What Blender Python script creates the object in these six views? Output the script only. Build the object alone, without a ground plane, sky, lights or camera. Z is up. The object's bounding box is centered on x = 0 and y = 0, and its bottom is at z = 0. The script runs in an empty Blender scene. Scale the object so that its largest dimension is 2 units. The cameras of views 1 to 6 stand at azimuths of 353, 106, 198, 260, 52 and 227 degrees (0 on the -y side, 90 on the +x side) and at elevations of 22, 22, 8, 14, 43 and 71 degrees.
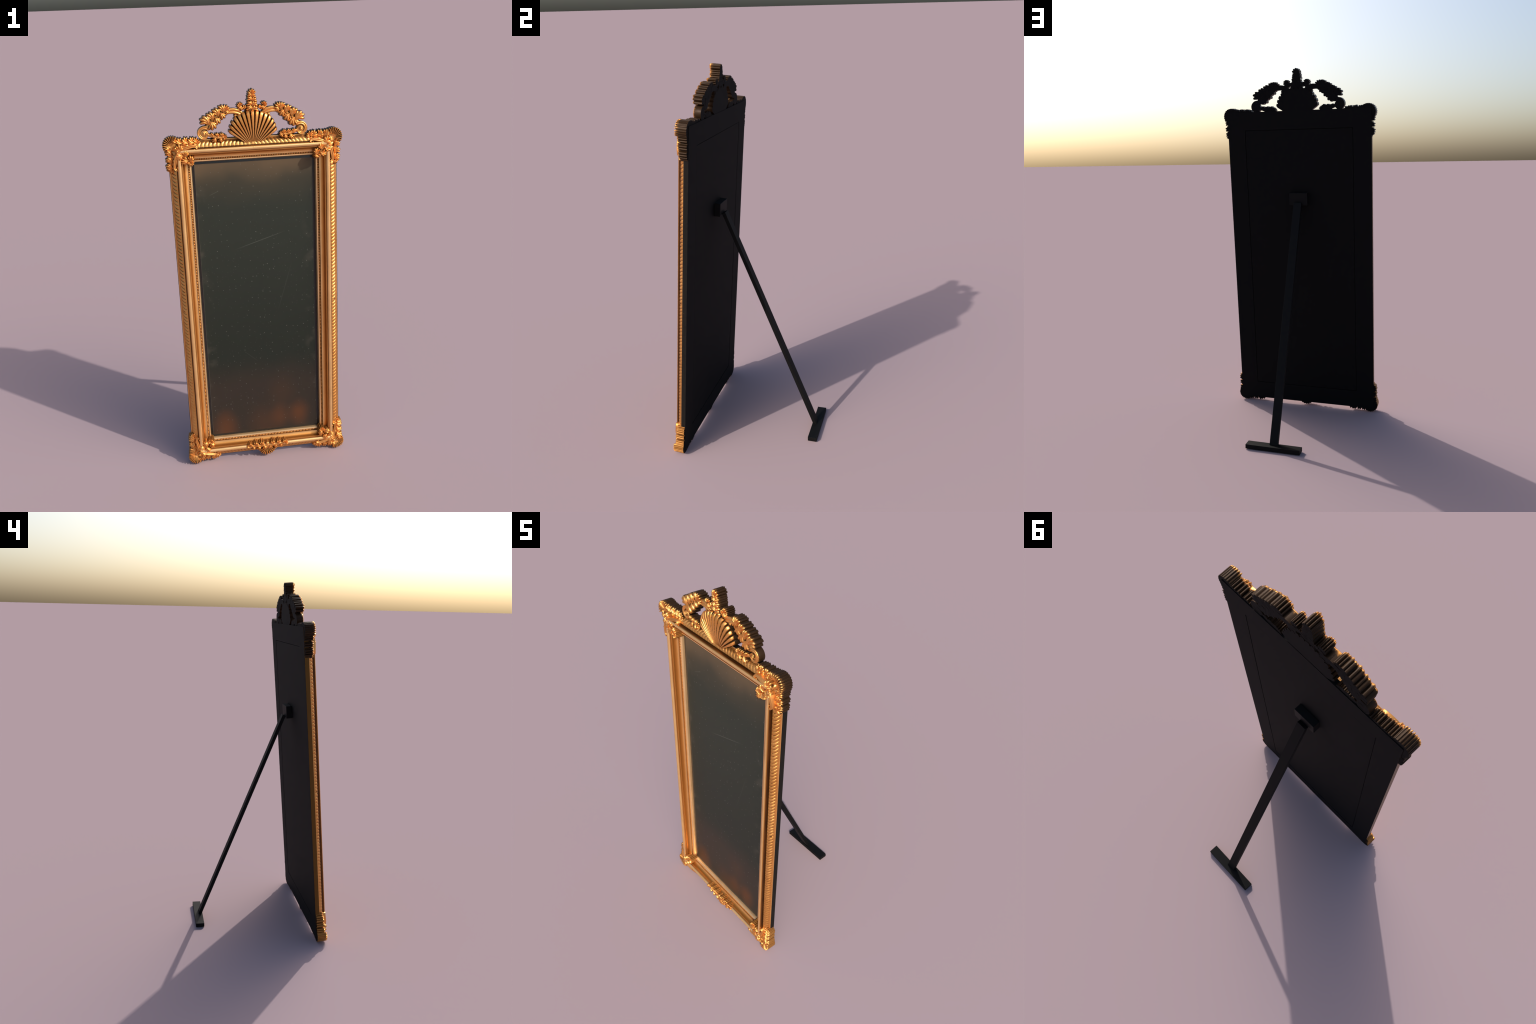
"""Free-standing gilded mirror: a carved gold frame leaning back 4.9 degrees on a hinged prop.
All carving is laid out in the plane of the frame: s = across, t = up the frame, n = out of the front."""
import bpy, math, random
from mathutils import Matrix, Vector

rng = random.Random(11)
LEAN = math.atan(0.0857)
FRAME = Matrix(((1, 0, 0, 0),
                (0, math.sin(LEAN), -math.cos(LEAN), -0.2982),
                (0, math.cos(LEAN), math.sin(LEAN), 0),
                (0, 0, 0, 1)))
HW = 0.4166                   # half width of the frame
T0, T1 = 0.0230, 1.7762       # bottom and top edge of the frame
TM = (T0 + T1) / 2
COL = bpy.context.scene.collection


# ------------------------------------------------------------------ materials
class Nodes:
    """small helper to wire shader nodes"""
    def __init__(self, name):
        self.mat = bpy.data.materials.new(name)
        self.mat.use_nodes = True
        self.nt = self.mat.node_tree
        self.bsdf = self.nt.nodes["Principled BSDF"]

    def new(self, kind, **kw):
        n = self.nt.nodes.new(kind)
        for k, v in kw.items():
            setattr(n, k, v)
        return n

    def put(self, socket, value):
        if hasattr(value, "node"):
            self.nt.links.new(value, socket)
        else:
            socket.default_value = value

    def math(self, op, a, b=0.0, c=0.0, clamp=False):
        n = self.new("ShaderNodeMath", operation=op, use_clamp=clamp)
        for i, v in enumerate((a, b, c)):
            self.put(n.inputs[i], v)
        return n.outputs[0]

    def ramp(self, x, lo, hi, a=0.0, b=1.0):
        n = self.new("ShaderNodeMapRange", interpolation_type="SMOOTHSTEP")
        for i, v in enumerate((x, lo, hi, a, b)):
            self.put(n.inputs[i], v)
        return n.outputs[0]

    def mix(self, fac, a, b):
        n = self.new("ShaderNodeMix", data_type="RGBA")
        self.put(n.inputs[0], fac)
        for i, v in ((6, a), (7, b)):
            self.put(n.inputs[i], v if hasattr(v, "node") else (*v, 1))
        return n.outputs[2]

    def coords(self):
        tc = self.new("ShaderNodeTexCoord")
        sep = self.new("ShaderNodeSeparateXYZ")
        self.nt.links.new(tc.outputs["Object"], sep.inputs[0])
        return tc.outputs["Object"], sep.outputs

    def noise(self, vec, scale, detail=3.0, rough=0.5):
        n = self.new("ShaderNodeTexNoise")
        self.put(n.inputs["Vector"], vec)
        n.inputs["Scale"].default_value, n.inputs["Detail"].default_value, n.inputs["Roughness"].default_value = scale, detail, rough
        return n.outputs["Fac"]

    def bump(self, height, strength, dist):
        n = self.new("ShaderNodeBump")
        n.inputs["Strength"].default_value, n.inputs["Distance"].default_value = strength, dist
        self.put(n.inputs["Height"], height)
        self.nt.links.new(n.outputs[0], self.bsdf.inputs["Normal"])

    def set(self, **kw):
        for k, v in kw.items():
            self.put(self.bsdf.inputs[k.replace("_", " ")], (*v, 1) if isinstance(v, tuple) else v)
        return self.mat


GOLD_LIGHT, GOLD_DEEP = (0.90, 0.45, 0.14), (0.76, 0.335, 0.085)


def gold_material():
    m = Nodes("gilded_wood")
    vec, _ = m.coords()
    large = m.noise(vec, 7.0, 3)
    col = m.mix(m.ramp(large, 0.35, 0.7), GOLD_DEEP, GOLD_LIGHT)
    return m.set(Base_Color=col, Metallic=0.9, Roughness=m.ramp(large, 0.3, 0.7, 0.36, 0.42))


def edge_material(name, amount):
    """cut sides of the carving: gold that fades to near-black towards the back, in streaks"""
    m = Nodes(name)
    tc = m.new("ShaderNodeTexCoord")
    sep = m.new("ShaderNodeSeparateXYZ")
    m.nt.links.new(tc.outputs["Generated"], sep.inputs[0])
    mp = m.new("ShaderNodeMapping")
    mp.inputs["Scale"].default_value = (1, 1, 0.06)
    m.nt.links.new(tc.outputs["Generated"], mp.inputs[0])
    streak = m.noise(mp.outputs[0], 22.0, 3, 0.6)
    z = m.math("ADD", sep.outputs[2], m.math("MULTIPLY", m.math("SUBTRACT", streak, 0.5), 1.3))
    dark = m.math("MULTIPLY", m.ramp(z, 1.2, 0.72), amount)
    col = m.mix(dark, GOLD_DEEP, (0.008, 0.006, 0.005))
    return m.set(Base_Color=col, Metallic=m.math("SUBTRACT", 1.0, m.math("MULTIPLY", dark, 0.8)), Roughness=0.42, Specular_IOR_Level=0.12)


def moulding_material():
    """frame gilding by depth into the profile: highlights painted pale on ridges, shade painted brown into hollows and channels"""
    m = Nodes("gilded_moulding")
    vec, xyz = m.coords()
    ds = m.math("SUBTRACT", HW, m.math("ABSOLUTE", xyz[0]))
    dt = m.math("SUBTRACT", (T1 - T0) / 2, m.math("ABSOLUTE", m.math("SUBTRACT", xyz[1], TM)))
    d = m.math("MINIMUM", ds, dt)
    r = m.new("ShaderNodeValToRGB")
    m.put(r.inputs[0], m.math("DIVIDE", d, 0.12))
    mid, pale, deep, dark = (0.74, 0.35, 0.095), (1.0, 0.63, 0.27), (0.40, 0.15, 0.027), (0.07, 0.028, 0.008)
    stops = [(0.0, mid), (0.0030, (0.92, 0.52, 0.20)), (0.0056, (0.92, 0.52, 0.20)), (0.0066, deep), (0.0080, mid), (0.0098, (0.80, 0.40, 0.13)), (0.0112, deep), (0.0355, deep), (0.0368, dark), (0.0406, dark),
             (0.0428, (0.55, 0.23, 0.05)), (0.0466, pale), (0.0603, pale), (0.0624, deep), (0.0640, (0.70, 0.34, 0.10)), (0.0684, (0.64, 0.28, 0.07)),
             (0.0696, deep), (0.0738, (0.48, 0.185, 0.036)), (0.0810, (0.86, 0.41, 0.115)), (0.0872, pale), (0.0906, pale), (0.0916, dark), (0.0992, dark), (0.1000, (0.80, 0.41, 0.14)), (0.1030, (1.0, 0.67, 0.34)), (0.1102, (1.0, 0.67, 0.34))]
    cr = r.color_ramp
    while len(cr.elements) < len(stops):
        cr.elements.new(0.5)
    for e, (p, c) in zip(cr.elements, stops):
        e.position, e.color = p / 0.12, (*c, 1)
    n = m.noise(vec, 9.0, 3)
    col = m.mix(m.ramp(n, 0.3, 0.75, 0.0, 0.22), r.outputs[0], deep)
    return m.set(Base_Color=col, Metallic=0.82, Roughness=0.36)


def black_material(name, value, rough):
    m = Nodes(name)
    vec, _ = m.coords()
    n = m.noise(vec, 30.0, 4)
    col = m.mix(n, tuple(value * k for k in (0.8, 0.8, 0.82)), tuple(value * k for k in (1.15, 1.12, 1.15)))
    m.bump(n, 0.05, 0.002)
    return m.set(Base_Color=col, Roughness=rough, Specular_IOR_Level=0.12)


def side_material():
    """black painted backing; gold flecks show on its edge, the left edge is coloured dark bronze"""
    m = Nodes("flecked_black_paint")
    vec, xyz = m.coords()
    flecks = m.ramp(m.noise(vec, 150.0, 2), 0.74, 0.78)
    patches = m.ramp(m.noise(vec, 4.0, 2), 0.5, 0.62)
    edge = m.math("GREATER_THAN", m.math("ABSOLUTE", xyz[0]), HW - 0.0008)
    front = m.math("GREATER_THAN", xyz[2], 0.0008)
    edge = m.math("MULTIPLY", edge, front)
    left = m.math("MULTIPLY", m.math("LESS_THAN", xyz[0], 0.0), edge)
    fleck = m.math("MULTIPLY", m.math("MULTIPLY", flecks, patches), edge)
    gold = m.math("MAXIMUM", left, fleck)
    col = m.mix(edge, (0.003, 0.003, 0.0033), (0.0095, 0.008, 0.007))
    col = m.mix(left, col, (0.12, 0.068, 0.021))
    col = m.mix(fleck, col, (0.6, 0.3, 0.08))
    return m.set(Base_Color=col, Metallic=gold, Roughness=m.ramp(gold, 0, 1, 0.75, 0.4), Specular_IOR_Level=0.12)


def glass_material():
    """old dark mirror: browned at top and foot, foxed along the edges, dusty and scratched"""
    m = Nodes("aged_mirror")
    vec, xyz = m.coords()
    s, t = xyz[0], xyz[1]
    wob = m.noise(vec, 5.0, 2)
    tw = m.math("ADD", t, m.math("MULTIPLY", m.math("SUBTRACT", wob, 0.5), 0.10))
    col = m.mix(m.ramp(t, 0.5, 1.5), (0.0165, 0.0200, 0.0150), (0.0250, 0.0295, 0.0225))
    col = m.mix(m.ramp(tw, 1.40, 1.60, 0, 0.25), col, (0.12, 0.08, 0.045))
    col = m.mix(m.ramp(tw, 1.54, 1.68, 0, 0.9), col, (0.125, 0.084, 0.047))
    col = m.mix(m.ramp(tw, 0.62, 0.42, 0, 0.75), col, (0.034, 0.024, 0.018))
    for cs, ct, r, k in ((-0.22, 0.185, 0.10, 0.9), (0.085, 0.225, 0.085, 0.7), (0.19, 0.225, 0.085, 0.95),
                         (0.0, 0.19, 0.14, 0.35), (0.10, 0.36, 0.12, 0.2)):
        dx, dy = m.math("SUBTRACT", s, cs), m.math("MULTIPLY", m.math("SUBTRACT", tw, ct), 0.85)
        d = m.math("SQRT", m.math("ADD", m.math("MULTIPLY", dx, dx), m.math("MULTIPLY", dy, dy)))
        col = m.mix(m.ramp(d, r, 0.0, 0, k), col, (0.085, 0.034, 0.015))
    # smoky foxing near the side edges
    edge = m.ramp(m.math("ABSOLUTE", s), 0.225, 0.29)
    fox = m.math("MULTIPLY", edge, m.ramp(m.noise(vec, 11.0, 4), 0.52, 0.72))
    col = m.mix(m.math("MULTIPLY", fox, 0.5), col, (0.08, 0.07, 0.055))
    # dust specks of several sizes
    for scale, size, keep, bright in ((34.0, 0.055, 0.60, 0.13), (70.0, 0.07, 0.75, 0.06)):
        v = m.new("ShaderNodeTexVoronoi", voronoi_dimensions="2D")
        m.put(v.inputs["Vector"], vec)
        v.inputs["Scale"].default_value = scale
        sep = m.new("ShaderNodeSeparateColor")
        m.nt.links.new(v.outputs["Color"], sep.inputs[0])
        rad = m.math("MULTIPLY", sep.outputs[1], size)
        spot = m.ramp(m.math("SUBTRACT", v.outputs["Distance"], rad), 0.04, 0.0)
        on = m.math("GREATER_THAN", sep.outputs[0], keep)
        col = m.mix(m.math("MULTIPLY", m.math("MULTIPLY", spot, on), 0.75), col, (bright, bright, bright * 0.88))
    # long scratches: (centre s, centre t, angle, half length, strength)
    for cs, ct, ang, half, k in ((0.015, 1.245, 17, 0.145, 0.17), (-0.205, 1.505, 24, 0.035, 0.11),
                                 (0.135, 0.98, 73, 0.15, 0.045), (-0.06, 0.60, -42, 0.06, 0.045)):
        a = math.radians(ang)
        dx, dy = m.math("SUBTRACT", s, cs), m.math("SUBTRACT", t, ct)
        along = m.math("ADD", m.math("MULTIPLY", dx, math.cos(a)), m.math("MULTIPLY", dy, math.sin(a)))
        across = m.math("SUBTRACT", m.math("MULTIPLY", dy, math.cos(a)), m.math("MULTIPLY", dx, math.sin(a)))
        line = m.math("MULTIPLY", m.ramp(m.math("ABSOLUTE", across), 0.0022, 0.0006), m.ramp(m.math("ABSOLUTE", along), half, half * 0.3))
        col = m.mix(m.math("MULTIPLY", line, k), col, (0.25, 0.26, 0.22))
    bev = m.math("MAXIMUM", m.math("GREATER_THAN", m.math("ABSOLUTE", s), HW - 0.1225),
                 m.math("GREATER_THAN", m.math("ABSOLUTE", m.math("SUBTRACT", t, TM)), (T1 - T0) / 2 - 0.1225))
    col = m.mix(bev, col, (0.014, 0.013, 0.012))  # bevel colour lowered to carry the dark reflection seen along it
    ridge = m.math("ABSOLUTE", m.math("SUBTRACT", m.math("ABSOLUTE", s), HW - 0.1234))
    col = m.mix(m.ramp(ridge, 0.0016, 0.0004, 0, 0.6), col, (0.07, 0.066, 0.055))
    return m.set(Base_Color=col, Roughness=m.ramp(bev, 0, 1, 0.45, 0.2), Specular_IOR_Level=m.ramp(bev, 0, 1, 0.2, 0.4))


GOLD = gold_material()
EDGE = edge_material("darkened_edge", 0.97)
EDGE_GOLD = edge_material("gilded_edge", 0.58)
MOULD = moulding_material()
BLACK = black_material("black_paint", 0.003, 0.75)
def tinted(name, a, b, metallic):
    """the same gilding in another tone"""
    mat = GOLD.copy()
    mat.name = name
    mix = [n for n in mat.node_tree.nodes if n.type == "MIX"][0]
    mix.inputs[6].default_value, mix.inputs[7].default_value = (*a, 1), (*b, 1)
    mat.node_tree.nodes["Principled BSDF"].inputs["Metallic"].default_value = metallic
    return mat


ROPE = tinted("gilded_rope", (0.66, 0.30, 0.078), (0.76, 0.38, 0.115), 0.86)  # gold toned down towards the dim look of the rope's shaded side
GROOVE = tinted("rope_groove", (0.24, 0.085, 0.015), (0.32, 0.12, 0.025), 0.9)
def recess_material():
    """dark brown colour in the grooves of the shells"""
    m = Nodes("dark_recess")
    vec, _ = m.coords()
    col = m.mix(m.noise(vec, 60.0, 2), (0.035, 0.018, 0.008), (0.11, 0.055, 0.018))
    return m.set(Base_Color=col, Metallic=0.5, Roughness=0.5)


RECESS = recess_material()
STAND = black_material("black_wood", 0.0048, 0.6)
SIDE = side_material()
GLASS = glass_material()


# ------------------------------------------------------------------ building helpers
def make(name, verts, faces, mats, parent=None, idx=None, smooth=40, matrix=None, recalc=True):
    me = bpy.data.meshes.new(name)
    me.from_pydata([tuple(v) for v in verts], [], faces)
    for m in mats:
        me.materials.append(m)
    if idx:
        me.polygons.foreach_set("material_index", idx)
    finish(me, smooth, recalc)
    return place(name, me, parent, matrix)


def finish(me, smooth, recalc=True, steep=0.22):
    """outward normals, edge material on cut sides, smooth shading with crisp arrises"""
    import bmesh
    me.validate()
    bm = bmesh.new()
    bm.from_mesh(me)
    if recalc:
        bmesh.ops.recalc_face_normals(bm, faces=bm.faces)
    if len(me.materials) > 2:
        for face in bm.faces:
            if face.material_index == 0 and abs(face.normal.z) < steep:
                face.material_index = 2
    bm.to_mesh(me)
    bm.free()
    if smooth:
        me.shade_smooth()
        me.set_sharp_from_angle(angle=math.radians(smooth))


def place(name, me, parent=None, matrix=None):
    o = bpy.data.objects.new(name, me)
    COL.objects.link(o)
    if parent is not None:
        o.parent = parent
    o.matrix_local = matrix if matrix is not None else Matrix()
    return o


class Soup:
    """collects pieces into one mesh; material 0 gold, 1 black back"""
    def __init__(self):
        self.v, self.f, self.m = [], [], []

    def add(self, verts, faces, mats):
        k = len(self.v)
        self.v += verts
        self.f += [tuple(i + k for i in f) for f in faces]
        self.m += mats


def tube(rings, closed_ends=True, mat=0, back=None):
    """loft through equal rings of points; 'back' lists the section edges that get the back material"""
    n = len(rings[0])
    v = [p for r in rings for p in r]
    f, m = [], []
    for i in range(len(rings) - 1):
        for j in range(n):
            a, b = i * n + j, i * n + (j + 1) % n
            f.append((a, b, b + n, a + n))
            m.append(1 if back and j in back else mat)
    if closed_ends:
        f += [tuple(range(n - 1, -1, -1)), tuple((len(rings) - 1) * n + j for j in range(n))]
        m += [mat, mat]
    return v, f, m


def box(lo, hi):
    (x0, y0, z0), (x1, y1, z1) = lo, hi
    v = [(x, y, z) for z in (z0, z1) for y in (y0, y1) for x in (x0, x1)]
    f = [(0, 2, 3, 1), (4, 5, 7, 6), (0, 1, 5, 4), (2, 6, 7, 3), (0, 4, 6, 2), (1, 3, 7, 5)]
    return v, f


def bevelled_box(name, lo, hi, mat, parent, width=0.0015, matrix=None):
    v, f = box(lo, hi)
    o = make(name, v, f, [mat], parent, smooth=0, matrix=matrix)
    b = o.modifiers.new("edge", "BEVEL")
    b.width, b.segments = width, 2
    return o


def smoothpath(pts, per=8):
    """Catmull-Rom through tuples of any length"""
    out = []
    P = [pts[0]] + list(pts) + [pts[-1]]
    for i in range(1, len(P) - 2):
        a, b, c, d = P[i - 1:i + 3]
        for k in range(per):
            u = k / per
            out.append(tuple(0.5 * (2 * q + (r - p) * u + (2 * p - 5 * q + 4 * r - w) * u * u + (3 * q - p - 3 * r + w) * u ** 3)
                             for p, q, r, w in zip(a, b, c, d)))
    out.append(tuple(pts[-1]))
    return out


def ribbon(path, section, back):
    """sweep along path of (s, t, half width, n); section = [(x -1..1, height drop as share of half width)]"""
    rings = []
    for i, (s, t, w, n) in enumerate(path):
        a, b = path[max(i - 1, 0)], path[min(i + 1, len(path) - 1)]
        d = Vector((b[0] - a[0], b[1] - a[1])).normalized()
        px, py = -d.y, d.x
        ring = [(s + px * w * x, t + py * w * x, n - w * h) for x, h in section]
        ring += [(s + px * w, t + py * w, back), (s - px * w, t - py * w, back)]
        rings.append(ring)
    return tube(rings, back=[len(section)])


def rails(profile, inset=0.0):
    """profile of (distance in from the outer edge, n) swept round the rectangle with mitred corners, as a closed solid"""
    rings = []
    for sx, sy in ((-1, -1), (1, -1), (1, 1), (-1, 1)):
        rings.append([(sx * (HW - d), TM + sy * ((T1 - T0) / 2 - d), n) for d, n in profile])
    n = len(profile)
    v, f = [], []
    for i in range(4):                       # every rail has its own corner points, so the mitres stay crisp
        k = len(v)
        v += rings[i] + rings[(i + 1) % 4]
        f += [(k + j, k + n + j, k + n + (j + 1) % n, k + (j + 1) % n) for j in range(n)]
    return v, f


# ------------------------------------------------------------------ root
root = bpy.data.objects.new("standing_mirror", None)
COL.objects.link(root)
root["label"] = "tall dark mirror in carved gold frame with shell crest"
root["category"] = "floor mirror"

# ------------------------------------------------------------------ backing
v, f = rails([(0, 0), (0, 0.0236), (0.02, 0.0236), (0.02, 0.011), (0.112, 0.011), (0.112, 0.0082), (0.1022, 0.0082), (0.1022, 0)])
back_panel = make("back_panel", v, f, [SIDE], root, smooth=0, matrix=FRAME, recalc=False)
bevelled_box("back_board", (-HW + 0.1045, T0 + 0.1045, 0.0008), (HW - 0.1045, T1 - 0.1045, 0.0078), BLACK, back_panel, 0.0008)

# ------------------------------------------------------------------ moulded frame
def arc(cx, cn, r, a0, a1, k):
    return [(cx + r * math.cos(math.radians(a0 + (a1 - a0) * i / k)), cn + r * math.sin(math.radians(a0 + (a1 - a0) * i / k))) for i in range(k + 1)]

profile = [(0.0022, 0.020), (0.0022, 0.0244), (0.0028, 0.0252), (0.0058, 0.0256), (0.0064, 0.0246), (0.0074, 0.0244), (0.0080, 0.0254),
           (0.0096, 0.0264), (0.0120, 0.0264), (0.0350, 0.0470)]            # outer fillets, bed of the rope
profile += [(0.0398, 0.0480)] + arc(0.0510, 0.0572, 0.0110, 195, 5, 16)     # big torus
profile += [(0.0625, 0.0548), (0.0634, 0.0560), (0.0680, 0.0556), (0.0690, 0.0540)]   # fillet
profile += [(0.0690 + 0.0190 * (1 - math.cos(a)) * 1.0, 0.0340 + 0.0195 * (1 - math.sin(a)) ** 1.0)
            for a in [math.radians(x) for x in (8, 20, 32, 44, 56, 68, 80, 90)]]      # hollow
profile += [(0.0884, 0.0352), (0.0910, 0.0348), (0.0914, 0.0268), (0.0994, 0.0262),   # fillet, bead channel
            (0.0996, 0.0285), (0.1004, 0.0300), (0.1030, 0.0304), (0.1058, 0.0292), (0.1078, 0.0262), (0.1093, 0.0220), (0.1100, 0.0118), (0.0300, 0.0118)]
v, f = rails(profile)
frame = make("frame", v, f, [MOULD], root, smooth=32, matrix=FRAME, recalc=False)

# rope moulding: slanting gadroons on the outer slope, mirrored about the middle of every rail
def rope():
    soup = Soup()
    across = 11
    outer, inner = (0.0102, 0.0258), (0.0366, 0.0488)
    bulge = (-0.0062, 0.0066)
    for side in range(4):
        horiz = side % 2 == 0
        length = 2 * HW if horiz else T1 - T0
        half = length / 2
        lobes = round(half / 0.0189)
        per = 14
        for sgn in (-1, 1):
            rows, dip = [], []
            for i in range(lobes * per + 1):
                row = []
                for j in range(across):
                    x = j / (across - 1)
                    d = outer[0] + (inner[0] - outer[0]) * x
                    n = outer[1] + (inner[1] - outer[1]) * x
                    arch = math.sin(math.pi * x)
                    a = sgn * (half - d) * i / (lobes * per)          # mitred ends
                    ph = abs(a) / 0.0189 if not horiz else -abs(a) / 0.0189
                    u = (ph + 0.95 * x + (0.5 if not horiz else 0)) if (not horiz and sgn > 0) or horiz else (-ph + 0.95 * x)
                    u -= math.floor(u)
                    lobe = (math.sin(math.pi * u / 0.9) ** 0.45 if u < 0.9 else 0.0)
                    h = (0.40 + 0.60 * lobe) * arch ** 0.8
                    d2, n2 = d + bulge[0] * h * 0.8, n + bulge[1] * h * 0.8
                    e = HW - d2 if not horiz else (T1 - T0) / 2 - d2
                    if horiz:
                        p = (a, TM + (e if side == 2 else -e), n2)
                    else:
                        p = ((e if side == 1 else -e), TM + a, n2)
                    row.append(p)
                    dip.append(lobe < 0.45 and 0.08 < x < 0.9)
                rows.append(row)
            k = len(rows)
            vv = [p for r in rows for p in r]
            ff = [(i * across + j, i * across + j + 1, (i + 1) * across + j + 1, (i + 1) * across + j)
                  for i in range(k - 1) for j in range(across - 1)]
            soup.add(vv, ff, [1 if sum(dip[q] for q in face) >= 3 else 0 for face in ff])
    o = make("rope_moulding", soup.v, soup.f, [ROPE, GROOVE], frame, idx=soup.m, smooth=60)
    o["kind"] = "stuff"


def beads():
    soup = Soup()
    d0, n0, r = 0.0954, 0.0285, 0.0034
    rings, segs = 5, 8
    ball_v, ball_f = [], []
    for i in range(rings + 1):
        th = math.pi / 2 * i / rings
        for j in range(segs):
            a = math.tau * j / segs
            ball_v.append((r * math.cos(th) * math.cos(a), r * math.cos(th) * math.sin(a), r * 0.95 * math.sin(th)))
    for i in range(rings):
        for j in range(segs):
            b = (j + 1) % segs
            ball_f.append((i * segs + j, i * segs + b, (i + 1) * segs + b, (i + 1) * segs + j))
    for side in range(4):
        half = (HW if side % 2 == 0 else (T1 - T0) / 2) - d0
        count = round(2 * half / 0.0084)
        for i in range(count):
            a = -half + 2 * half * i / count
            c = {0: (a, T0 + d0), 1: (HW - d0, TM + a), 2: (-a, T1 - d0), 3: (-HW + d0, TM - a)}[side]
            k = 1 + rng.uniform(-0.06, 0.06)
            soup.add([(c[0] + x * k, c[1] + y * k, n0 - 0.0015 + z * k) for x, y, z in ball_v], ball_f, [0] * len(ball_f))
    o = make("bead", soup.v, soup.f, [GOLD], frame, smooth=60)
    o["kind"] = "stuff"


rope()
beads()

# ------------------------------------------------------------------ mirror
gi, go = 0.123, 0.1085
v, f = rails([(go, 0.0112), (go, 0.0121), (gi, 0.0137)])
f = [q for k, q in enumerate(f) if k % 3 != 2]
k = len(v)
v += [(x * (HW - gi), TM + y * ((T1 - T0) / 2 - gi), 0.0137) for x, y in ((-1, -1), (1, -1), (1, 1), (-1, 1))]
v += [(x * (HW - go), TM + y * ((T1 - T0) / 2 - go), 0.0112) for x, y in ((-1, -1), (1, -1), (1, 1), (-1, 1))]
f += [(k, k + 1, k + 2, k + 3), (k + 7, k + 6, k + 5, k + 4)]
make("mirror_glass", v, f, [GLASS], root, smooth=0, matrix=FRAME, recalc=False)

# ------------------------------------------------------------------ carved leaves
def finger(base, tip, bend, w, z0, top_base=0.9, back=0.0, relief=0.30, steps=10):
    """one rounded lobe of a leaf, in the leaf's own unit frame, with walls down to its back"""
    bx, by = base
    tx, ty = tip
    dx, dy = tx - bx, ty - by
    L = math.hypot(dx, dy)
    cx, cy = (bx + tx) / 2 - dy * bend, (by + ty) / 2 + dx * bend
    xs = (-1, -0.86, -0.5, 0, 0.5, 0.86, 1)
    rings = []
    for i in range(steps + 1):
        u = i / steps
        u = 1 - (1 - u) ** 1.35 if u > 0 else 0
        u = min(u, 0.995)
        px = (1 - u) ** 2 * bx + 2 * u * (1 - u) * cx + u * u * tx
        py = (1 - u) ** 2 * by + 2 * u * (1 - u) * cy + u * u * ty
        ex = 2 * (1 - u) * (cx - bx) + 2 * u * (tx - cx)
        ey = 2 * (1 - u) * (cy - by) + 2 * u * (ty - cy)
        el = math.hypot(ex, ey)
        nx, ny = -ey / el, ex / el
        wd = w * (0.38 + 0.62 * min(1, u / 0.62))
        round_tip = 1.0
        if u > 0.72:
            q = (u - 0.72) / 0.28
            round_tip = math.sqrt(max(1 - q * q, 0.01))
        wd *= round_tip
        crest = z0 * (top_base + (1 - top_base) * math.sin(math.pi / 2 * min(1, u / 0.6)))
        crest -= relief * 0.9 * (1 - round_tip)
        ring = [(px + nx * wd * x, py + ny * wd * x, crest - relief * (wd / w) * (1 - math.sqrt(max(0, 1 - (0.97 * x) ** 2)))) for x in xs]
        ring += [(px + nx * wd, py + ny * wd, back), (px - nx * wd, py - ny * wd, back)]
        rings.append(ring)
    return tube(rings, back=[len(xs)])


def leaf_mesh(name, fingers):
    """fingers: (angle in degrees, length, bend, half width, height)"""
    soup = Soup()
    for i, (ang, ln, bend, w, z) in enumerate(fingers):
        a = math.radians(ang)
        soup.add(*finger((0, 0), (ln * math.cos(a), ln * math.sin(a)), bend, w, z, back=0.004 * i))
    me = bpy.data.meshes.new(name)
    me.from_pydata(soup.v, [], soup.f)
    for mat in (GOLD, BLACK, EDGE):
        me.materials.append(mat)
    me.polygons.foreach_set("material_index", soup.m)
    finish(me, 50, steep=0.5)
    return me


LEAVES = {
    "curl": leaf_mesh("curled_leaf", [(-16, 0.86, 0.34, 0.16, 0.90), (6, 1.01, 0.36, 0.175, 0.95), (29, 1.0, 0.34, 0.17, 1.0), (53, 0.90, 0.24, 0.16, 0.97)]),
    "trio": leaf_mesh("three_lobed_leaf", [(-6, 1.0, 0.36, 0.19, 0.94), (22, 0.99, 0.36, 0.20, 1.0), (52, 0.86, 0.22, 0.18, 0.96)]),
    "four": leaf_mesh("four_lobed_leaf", [(-14, 0.92, 0.24, 0.155, 0.92), (10, 1.0, 0.26, 0.165, 0.98), (34, 0.99, 0.24, 0.165, 1.0), (60, 0.84, 0.16, 0.15, 0.94)]),
    "tuft": leaf_mesh("leaf_tuft", [(a, 1.0 - 0.0012 * abs(a), 0.0016 * a, 0.165, 0.90 + 0.10 * (1 - abs(a) / 75)) for a in (-72, -43, -14, 14, 43, 72)]),
    "fan": leaf_mesh("small_fan_leaf", [(a, 1.0 - 0.001 * abs(a), 0.0014 * a, 0.185, 0.92 + 0.08 * (1 - abs(a) / 60)) for a in (-58, -29, 0, 29, 58)]),
}


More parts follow.
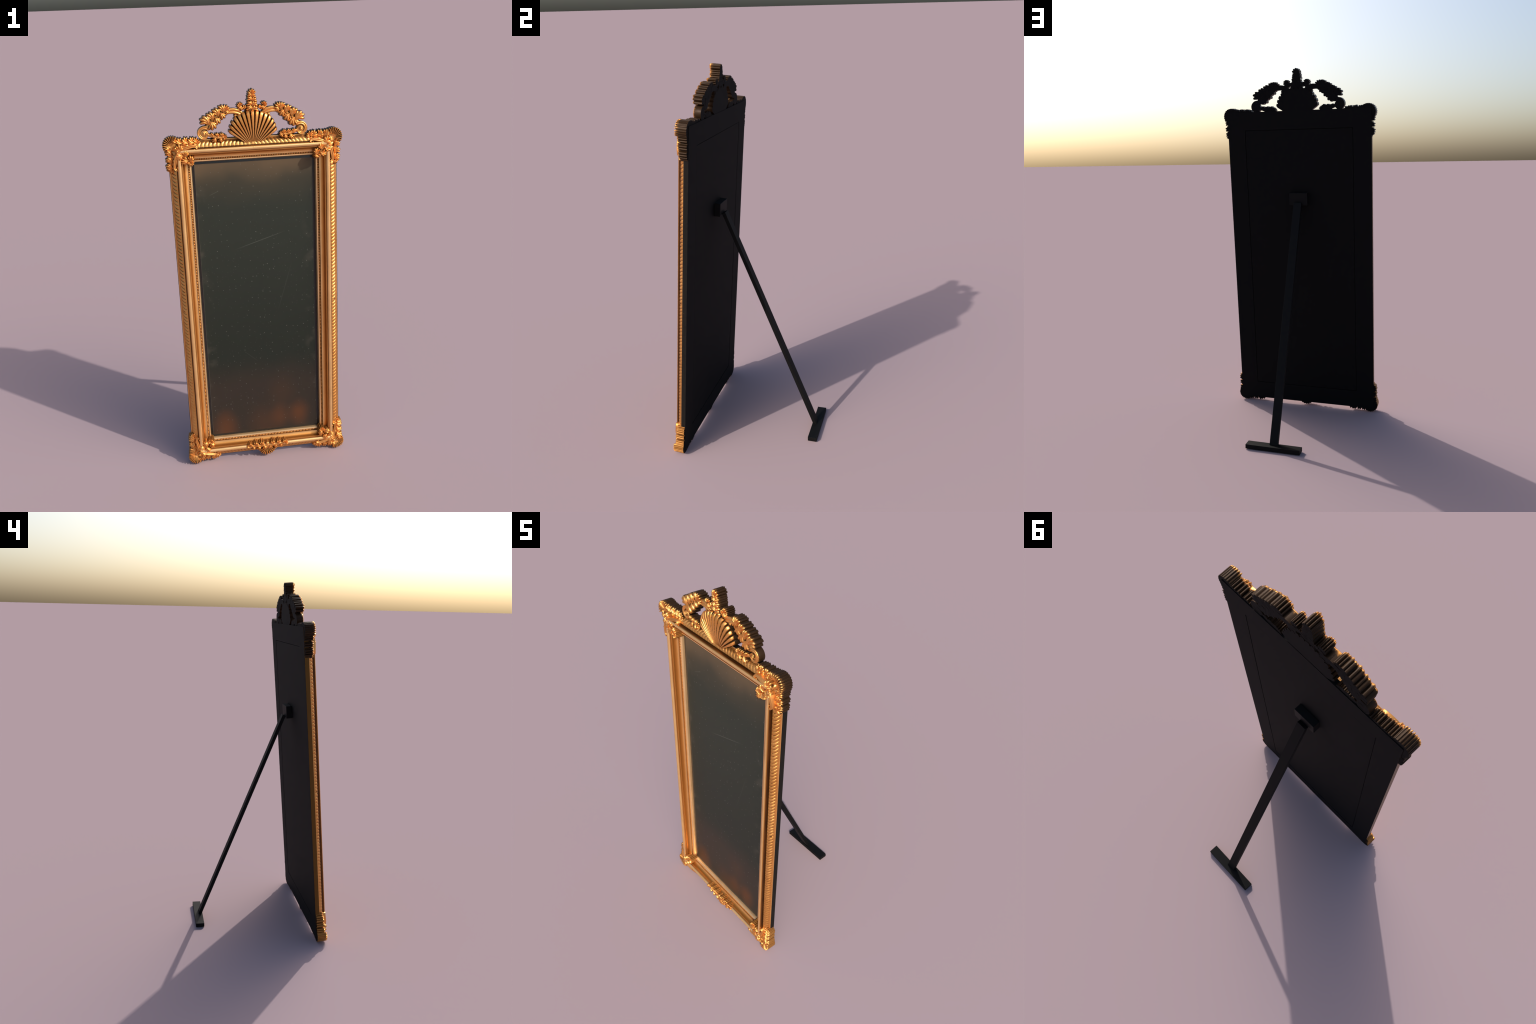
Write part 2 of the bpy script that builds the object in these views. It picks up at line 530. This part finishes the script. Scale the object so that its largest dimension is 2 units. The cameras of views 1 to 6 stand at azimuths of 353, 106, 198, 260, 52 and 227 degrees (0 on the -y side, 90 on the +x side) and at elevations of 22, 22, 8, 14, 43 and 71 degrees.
def leaf(kind, base, tip, flip, n, parent, back=0.0018, wide=1.0, golden=False):
    dx, dy = tip[0] - base[0], tip[1] - base[1]
    L = math.hypot(dx, dy) * rng.uniform(0.97, 1.03)
    a = math.atan2(dy, dx) + math.radians(rng.uniform(-4, 4))
    b = back + rng.uniform(0.0, 0.0012)
    n = n + rng.uniform(-0.001, 0.001)
    m = Matrix.Translation((base[0], base[1], b)) @ Matrix.Rotation(a, 4, "Z") @ Matrix.Diagonal((L, L * wide * (-1 if flip else 1), n - b, 1))
    o = place("leaf", LEAVES[kind], parent, m)
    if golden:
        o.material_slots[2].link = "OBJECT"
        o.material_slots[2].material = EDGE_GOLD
    return o


REED = [(-1, 0.35), (-0.8, 0.08), (-0.5, 0.0), (-0.18, 0.12), (0, 0.34), (0.18, 0.12), (0.5, 0.0), (0.8, 0.08), (1, 0.35)]
ROUND = [(-1, 0.8), (-0.86, 0.45), (-0.5, 0.12), (0, 0.0), (0.5, 0.12), (0.86, 0.45), (1, 0.8)]


def knob(soup, c, r, n, back, flat=1.0):
    rings = []
    for i in range(7):
        th = math.pi / 2 * i / 6
        rr = max(r * math.cos(th), 0.0002)
        rings.append([(c[0] + rr * math.cos(math.tau * j / 14), c[1] + rr * math.sin(math.tau * j / 14), n - r * flat * (1 - math.sin(th))) for j in range(14)])
    rings.insert(0, [(x, y, back) for x, y, _ in rings[0]])
    v, f, m = tube(rings)
    m[-2] = 1
    soup.add(v, f, m)


def shell(name, parent, hub, up, step, count, radius, r0, front, groove, back, knobs=False, hub_n=None, groove_share=0.16):
    """scallop shell: radial ribs with square shoulders, scalloped rim, walls down to a flat back.
    up: direction of the middle rib (radians, counter-clockwise from +s); radius(k): rim radius at rib k from the middle"""
    g = groove_share
    cuts = [(0.0, 0.0), (g * 0.55, 0.12), (g * 0.9, 0.86), (g + 0.06, 0.98), (0.5, 1.0), (1 - g - 0.06, 0.98), (1 - g * 0.9, 0.86), (1 - g * 0.55, 0.12)]
    cols = []
    for i in range(count):
        for x, h in cuts:
            cols.append((i + x - count / 2, h))
    cols.append((count / 2, 0.0))
    if knobs:
        radial = [(0.0, 0), (0.15, 0.5), (0.32, 0.9), (0.55, 1), (0.76, 1), (0.81, 0.85), (0.835, 0.35), (0.86, 0.85), (0.90, 1.0), (0.95, 0.95), (0.985, 0.7), (1.0, 0.35)]
    else:
        radial = [(0.0, 0), (0.08, 0.25), (0.2, 0.8), (0.35, 1), (0.55, 1), (0.72, 1), (0.82, 1), (0.89, 1), (0.94, 1), (0.975, 1), (1.0, 1)]
    rows = []
    for v, amp in radial:
        row = []
        for k, h in cols:
            R = radius(k) * (1 - 0.045 * (1 - h) * (1 if v > 0.7 else 0) - (0 if v < 0.7 else 0.012 * (1 - h)))
            r = r0 + (R - r0) * v
            a = up + step * k
            n = front(v, k) - groove * amp * (1 - h)
            if knobs and v in (0.835,):
                n = front(v, k) - groove * 0.6
            row.append((hub[0] + r * math.cos(a), hub[1] + r * math.sin(a), n))
        rows.append(row)
    rows.append([(x, y, back) for x, y, _ in rows[-1]])
    w = len(cols)
    verts = [p for r in rows for p in r]
    faces, mats = [], []
    for i in range(len(rows) - 1):
        for j in range(w - 1):
            faces.append((i * w + j, i * w + j + 1, (i + 1) * w + j + 1, (i + 1) * w + j))
            deep = i < len(radial) - 1 and min(radial[i][1], radial[i + 1][1]) > 0.2 and cols[j][1] + cols[j + 1][1] < 0.5
            mats.append(3 if deep else 0)
    base = len(verts)
    verts += [(x, y, back) for x, y, _ in rows[0]]
    last = (len(rows) - 1) * w
    for j in range(w - 1):                                  # back and inner wall
        faces.append((base + j, base + j + 1, last + j + 1, last + j))
        mats.append(1)
        faces.append((base + j, j, j + 1, base + j + 1))
        mats.append(0)
    for j in (0, w - 1):                                    # two straight sides
        faces.append(tuple([i * w + j for i in range(len(rows))] + [base + j]))
        mats.append(0)
    if hub_n is not None:                                   # filled hub
        c = len(verts)
        verts += [(hub[0], hub[1], hub_n), (hub[0], hub[1], back)]
        for j in range(w - 1):
            faces.append((j, j + 1, c))
            mats.append(0)
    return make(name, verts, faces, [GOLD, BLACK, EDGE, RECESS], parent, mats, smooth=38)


# ------------------------------------------------------------------ crest
def crest():
    arch = Soup()
    for sg in (-1, 1):
        # double-reeded branch from the shell over to the garland
        path = smoothpath([(sg * x, t, w, n) for x, t, w, n in
                           ((0.050, 1.884, 0.0105, 0.043), (0.066, 1.8945, 0.0125, 0.045), (0.085, 1.9005, 0.0140, 0.046), (0.105, 1.9015, 0.0135, 0.046), (0.128, 1.8985, 0.013, 0.046))])
        arch.add(*ribbon(path, REED, 0.0021))
        # core of the garland under the leaves
        path = smoothpath([(sg * x, t, w, n) for x, t, w, n in
                           ((0.122, 1.9005, 0.012, 0.044), (0.148, 1.8930, 0.0155, 0.043), (0.178, 1.8725, 0.0165, 0.043), (0.204, 1.8495, 0.016, 0.042), (0.221, 1.831, 0.012, 0.042))])
        arch.add(*ribbon(path, ROUND, 0.0026))
        # stem of the spray under the scroll
        path = smoothpath([(sg * x, t, w, n) for x, t, w, n in
                           ((0.220, 1.797, 0.007, 0.041), (0.195, 1.787, 0.0085, 0.044), (0.168, 1.780, 0.0085, 0.046), (0.140, 1.780, 0.006, 0.046))])
        arch.add(*ribbon(path, ROUND, 0.0031))
        knob(arch, (sg * 0.0800, 1.8790), 0.0090, 0.041, 0.0029)
        knob(arch, (sg * 0.0560, 1.9130), 0.0120, 0.044, 0.0034, 0.5)
    # body of the finial
    path = smoothpath([(0, t, w, n) for t, w, n in ((1.880, 0.046, 0.042), (1.900, 0.034, 0.045), (1.922, 0.021, 0.047), (1.950, 0.015, 0.047), (1.975, 0.009, 0.046))])
    arch.add(*ribbon(path, ROUND, 0.0037))
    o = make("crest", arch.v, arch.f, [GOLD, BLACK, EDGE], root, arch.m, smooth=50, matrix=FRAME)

    tip_r = {0: 0.1785, 1: 0.1780, 2: 0.1765, 3: 0.1750, 4: 0.1730, 5: 0.1660, 6: 0.1570, 7: 0.1470, 8: 0.138}
    def radius(k):
        k = abs(k)
        i = min(int(k), 7)
        return tip_r[i] + (tip_r[i + 1] - tip_r[i]) * (k - i)
    def front(v, k):
        edge = 0.0655 - 0.0115 * (abs(k) / 7.5) ** 1.6
        rise = 0.0440 + (edge - 0.0440) * math.sin(math.pi / 2 * min(1, v / 0.72))
        if v > 0.84:
            q = (v - 0.84) / 0.16
            rise -= 0.016 * (1 - math.sqrt(max(0, 1 - q * q)))
        return rise
    shell("crest_shell", o, (0, 1.7225), math.pi / 2, -math.radians(7.65), 15, radius, 0.019, front, 0.0130, 0.0012, groove_share=0.19)

    for sg in (-1, 1):
        fl = sg > 0            # the left side is the reference
        S = lambda p: (sg * -p[0], p[1])      # points are given for the left (negative s)
        def L(kind, base, tip, flip, n, wide=1.0):
            leaf(kind, S(base), S(tip), flip != fl, n, o, 0.0018, wide)
        # garland, outer row
        L("tuft", (-0.1320, 1.9070), (-0.1115, 1.9280), False, 0.0560)
        L("curl", (-0.1400, 1.8965), (-0.1660, 1.9235), True, 0.0570)
        L("curl", (-0.1640, 1.8800), (-0.1965, 1.9070), True, 0.0580)
        L("curl", (-0.1920, 1.8620), (-0.2265, 1.8895), True, 0.0580)
        L("curl", (-0.2110, 1.8435), (-0.2585, 1.8600), True, 0.0570)
        # inner row
        L("trio", (-0.1330, 1.9050), (-0.1250, 1.8810), False, 0.0540)
        L("four", (-0.1555, 1.8960), (-0.1545, 1.8610), False, 0.0560, 1.12)
        L("four", (-0.1820, 1.8760), (-0.1785, 1.8370), False, 0.0565, 1.12)
        L("four", (-0.2060, 1.8575), (-0.2070, 1.8130), False, 0.0565, 1.1)
        # side tufts by the finial
        L("tuft", (-0.0570, 1.9230), (-0.0680, 1.9400), False, 0.0550)
        L("fan", (-0.0540, 1.9190), (-0.0535, 1.8980), False, 0.0530)
        L("trio", (-0.0400, 1.9060), (-0.0440, 1.9270), True, 0.0500)
        # finial column, mirrored pairs slightly out of step
        dy = 0.0045 if sg < 0 else 0.0
        for tb, ln, n in ((1.9655, 0.0225, 0.0580), (1.9465, 0.0260, 0.0585), (1.9240, 0.0285, 0.0590), (1.9030, 0.0310, 0.0580)):
            L("trio", (0.0015, tb + dy - 0.004), (-ln, tb + dy - 0.003), True, n)
        # spray lying under the scroll
        L("tuft", (-0.1430, 1.7800), (-0.1250, 1.7850), False, 0.0500)
        L("four", (-0.1500, 1.7790), (-0.1660, 1.7985), True, 0.0520)
        L("four", (-0.1730, 1.7800), (-0.1895, 1.7995), True, 0.0510)
        L("trio", (-0.1970, 1.7850), (-0.2120, 1.7995), True, 0.0490)
        L("trio", (-0.1450, 1.7780), (-0.1480, 1.7640), False, 0.0500)
        L("four", (-0.1590, 1.7780), (-0.1720, 1.7585), False, 0.0520)
        L("four", (-0.1840, 1.7800), (-0.2060, 1.7610), False, 0.0510)
        # volute
        sc = Soup()
        c = (-0.2362 , 1.7998)
        pts = []
        for i in range(64):
            u = i / 63
            ang = math.radians(52 + 425 * u)
            r = 0.0245 * (1 - u) ** 0.85 + 0.0068
            w = 0.0092 * (1 - u) + 0.0038 * u
            pts.append((c[0] + r * math.cos(ang), c[1] + r * math.sin(ang), w, 0.0425 - 0.0045 * u * (1 - u) * 4 + 0.001 * u))
        pts = [(-0.2000, 1.8290, 0.0085, 0.0425)] + pts
        pts = [(sg * -x, t, w, n) for x, t, w, n in pts]
        sc.add(*ribbon(pts, REED, 0.0023))
        knob(sc, S(c), 0.0062, 0.0455, 0.003)
        knob(sc, S((c[0] + 0.001, c[1] - 0.0005)), 0.0215, 0.0345, 0.0027, 0.25)
        make("scroll", sc.v, sc.f, [GOLD, BLACK, EDGE], o, sc.m, smooth=50)
    leaf("fan", (0.0005, 1.9740), (0.0005, 2.0040), False, 0.0615, o, wide=0.85)


# ------------------------------------------------------------------ corners
def corner(sx, sy):
    """corner group laid out as (p, q): distance in from the two outer edges; swapped copies give its symmetry"""
    def C(p, q):
        return (sx * (HW - p), (T1 - q) if sy > 0 else (T0 + q))
    soup = Soup()
    def rib(pts, section, back):
        soup.add(*ribbon(smoothpath([(*C(p, q), w, n) for p, q, w, n in pts], 6), section, back))
    base = 0.0018
    for sw in (0, 1):
        X = (lambda p, q: (q, p)) if sw else (lambda p, q: (p, q))
        # stem of the spray that runs along the outer edge
        rib([(*X(p, q), w, n) for p, q, w, n in ((0.040, 0.012, 0.009, 0.048), (0.070, 0.010, 0.0095, 0.046), (0.105, 0.0105, 0.0085, 0.044), (0.137, 0.0125, 0.006, 0.042))], ROUND, 0.0012 + 0.0005 * sw)
    rib([(0.027, 0.027, 0.005, 0.044), (0.034, 0.035, 0.009, 0.056), (0.050, 0.051, 0.009, 0.0640), (0.075, 0.076, 0.007, 0.0590), (0.100, 0.101, 0.006, 0.0580), (0.110, 0.111, 0.005, 0.0580)], ROUND, 0.0135)
    knob(soup, C(0.0255, 0.025), 0.022, 0.0455, 0.0022, 0.12)
    knob(soup, C(0.0375, 0.0345), 0.0066, 0.0700, 0.03)
    knob(soup, C(0.0500, 0.0490), 0.0130, 0.0690, 0.03, 0.35)
    o = make("corner_ornament", soup.v, soup.f, [GOLD, BLACK, EDGE], root, soup.m, smooth=50, matrix=FRAME)
    if sy < 0:
        o["low"] = True

    def L(kind, base, tip, flip, n, sw, back=base):
        if sw:
            base, tip = base[::-1], tip[::-1]
        leaf(kind, C(*base), C(*tip), flip ^ (sx < 0) ^ (sy > 0) ^ bool(sw), n, o, back, golden=sy < 0 or back > 0.01)

    for sw in (0, 1):
        j = 0.004 * sw
        # outer spray: three leaves over the edge, small ones inside, a tuft at the end
        for p, n in ((0.068, 0.0560), (0.0975 + j, 0.0540), (0.1280 + j, 0.0520)):
            L("curl", (p + 0.002, 0.0150), (p - 0.010, -0.0180), False, n, sw)
        for p, n in ((0.078, 0.0520), (0.108, 0.0505)):
            L("fan", (p, 0.0120), (p + 0.003, 0.0285), False, n, sw)
        L("four", (0.0475, 0.0100), (0.0395, -0.0175), False, 0.0560, sw)
        L("tuft", (0.1390, 0.0125), (0.1600, 0.0130), False, 0.0500, sw)
        L("trio", (0.1320, 0.0150), (0.1420, 0.0290), True, 0.0500, sw)
        L("four", (0.1450, 0.0130), (0.1350, -0.0130), False, 0.0495, sw)
        # inner spray: leaves to both sides of the diagonal
        for d, ln, n in ((0.0665, 0.0300, 0.0752), (0.0890, 0.0285, 0.0750)) if sw else ((0.0475, 0.0300, 0.0745), (0.0755, 0.0290, 0.0752), (0.1000, 0.0270, 0.0750)):
            L("curl", (d + 0.002, d + 0.003), (d - 0.001, d - 0.003 - ln), True, n, sw, 0.0128)
        # strap laid over the big torus
        st = Soup()
        pts = [(*C(*((q, p) if sw else (p, q))), w, n) for p, q, w, n in
               ((0.066, 0.0430, 0.0060, 0.0680), (0.080, 0.0375, 0.0070, 0.0690), (0.100, 0.0325, 0.0076, 0.0680), (0.120, 0.0290, 0.0070, 0.0660), (0.1315, 0.0300, 0.0060, 0.0655), (0.1380, 0.0350, 0.0048, 0.0672), (0.1392, 0.0405, 0.0034, 0.0685))]
        st.add(*ribbon(smoothpath(pts, 6), REED, 0.030))
        knob(st, C(*((0.0425, 0.1265) if sw else (0.1265, 0.0425))), 0.0026, 0.0672, 0.05)
        make("strap", st.v, st.f, [GOLD, BLACK], o, st.m, smooth=50)
    L("tuft", (0.1055, 0.1060), (0.1200, 0.1205), False, 0.0748, 0, 0.0128)
    L("fan", (0.0575, 0.0580), (0.0410, 0.0415), False, 0.0745, 0, 0.0128)
    L("trio", (0.1040, 0.1080), (0.0890, 0.1160), True, 0.0720, 0, 0.0128)

    up = math.atan2(sy, sx)
    def front(v, k):
        f = 0.0500 + 0.0105 * math.sin(math.pi / 2 * min(1, v / 0.8))
        return f - (0.006 * ((v - 0.9) / 0.1) ** 2 if v > 0.9 else 0)
    shell("corner_shell", o, C(0.0245, 0.0240), up, math.radians(13.4), 11, lambda k: (0.0500 if sy > 0 else 0.0488) - 0.0006 * abs(k), 0.013, front, 0.0115, 0.0030, True, 0.043, 0.30)


# ------------------------------------------------------------------ bottom centre
def bottom():
    soup = Soup()
    for sg in (-1, 1):
        soup.add(*ribbon(smoothpath([(sg * x, t, w, n) for x, t, w, n in
                 ((0.010, 0.074, 0.009, 0.0705), (0.035, 0.0735, 0.010, 0.0705), (0.070, 0.0755, 0.0095, 0.0700), (0.100, 0.0765, 0.007, 0.0690))]), ROUND, 0.020))
    knob(soup, (0, 0.0875), 0.0095, 0.0765, 0.03)
    knob(soup, (0, 0.070), 0.017, 0.0705, 0.02, 0.5)
    o = make("bottom_ornament", soup.v, soup.f, [GOLD, BLACK, EDGE], root, soup.m, smooth=50, matrix=FRAME)
    def front(v, k):
        f = 0.0530 + 0.0085 * math.sin(math.pi / 2 * min(1, v / 0.8))
        return f - (0.006 * ((v - 0.9) / 0.1) ** 2 if v > 0.9 else 0)
    shell("bottom_shell", o, (0, 0.0590), -math.pi / 2, math.radians(16.2), 9, lambda k: 0.0520 - 0.0004 * abs(k), 0.010, front, 0.0105, 0.0025, True, 0.050, 0.28)
    for sg in (-1, 1):
        def L(kind, base, tip, flip, n):
            leaf(kind, (sg * base[0], base[1]), (sg * tip[0], tip[1]), flip ^ (sg < 0), n, o, 0.02, golden=True)
        for x, ln in ((0.034, 0.027), (0.066, 0.026), (0.096, 0.022)):
            L("four", (x, 0.0765), (x + 0.006, 0.0765 + ln), False, 0.0795)
        for x, ln in ((0.020, 0.026), (0.052, 0.025), (0.081, 0.022)):
            L("four", (x, 0.0750), (x + 0.004, 0.0750 - ln), True, 0.0785)
        L("tuft", (0.101, 0.0765), (0.1185, 0.0765), False, 0.0775)


crest()
for sx in (-1, 1):
    for sy in (1, -1):
        corner(sx, sy)
bottom()
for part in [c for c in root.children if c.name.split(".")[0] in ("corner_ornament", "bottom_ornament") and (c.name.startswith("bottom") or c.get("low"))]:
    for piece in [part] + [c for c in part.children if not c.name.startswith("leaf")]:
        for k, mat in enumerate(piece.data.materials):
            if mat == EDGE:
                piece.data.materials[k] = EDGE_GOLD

# little peg on the middle of the top rail
peg = Soup()
knob(peg, (-0.0015, 1.7270), 0.0042, 0.0685, 0.05)
make("peg", peg.v, peg.f, [GOLD], frame, smooth=50)

# ------------------------------------------------------------------ prop behind
bevelled_box("hinge_block", (-0.0530, 1.2486, -0.0331), (0.0530, 1.3187, -0.0002), STAND, root, 0.0012, FRAME)
top, foot_c = Vector((0, -0.1500, 1.2540)), Vector((0, 0.3395, 0.0215))
axis = (foot_c - top).normalized()
zc = Vector((0, axis.z, -axis.y)) * -1
m = Matrix(((1, 0, 0, 0), (0, axis.y, zc.y, 0), (0, axis.z, zc.z, 0), (0, 0, 0, 1)))
m.translation = top
bevelled_box("prop_leg", (-0.0225, 0, -0.0097), (0.0225, (foot_c - top).length, 0.0097), STAND, root, 0.001, m)
bevelled_box("foot", (-0.1478, 0.3232, 0.0003), (0.1478, 0.3725, 0.0236), STAND, root, 0.001)
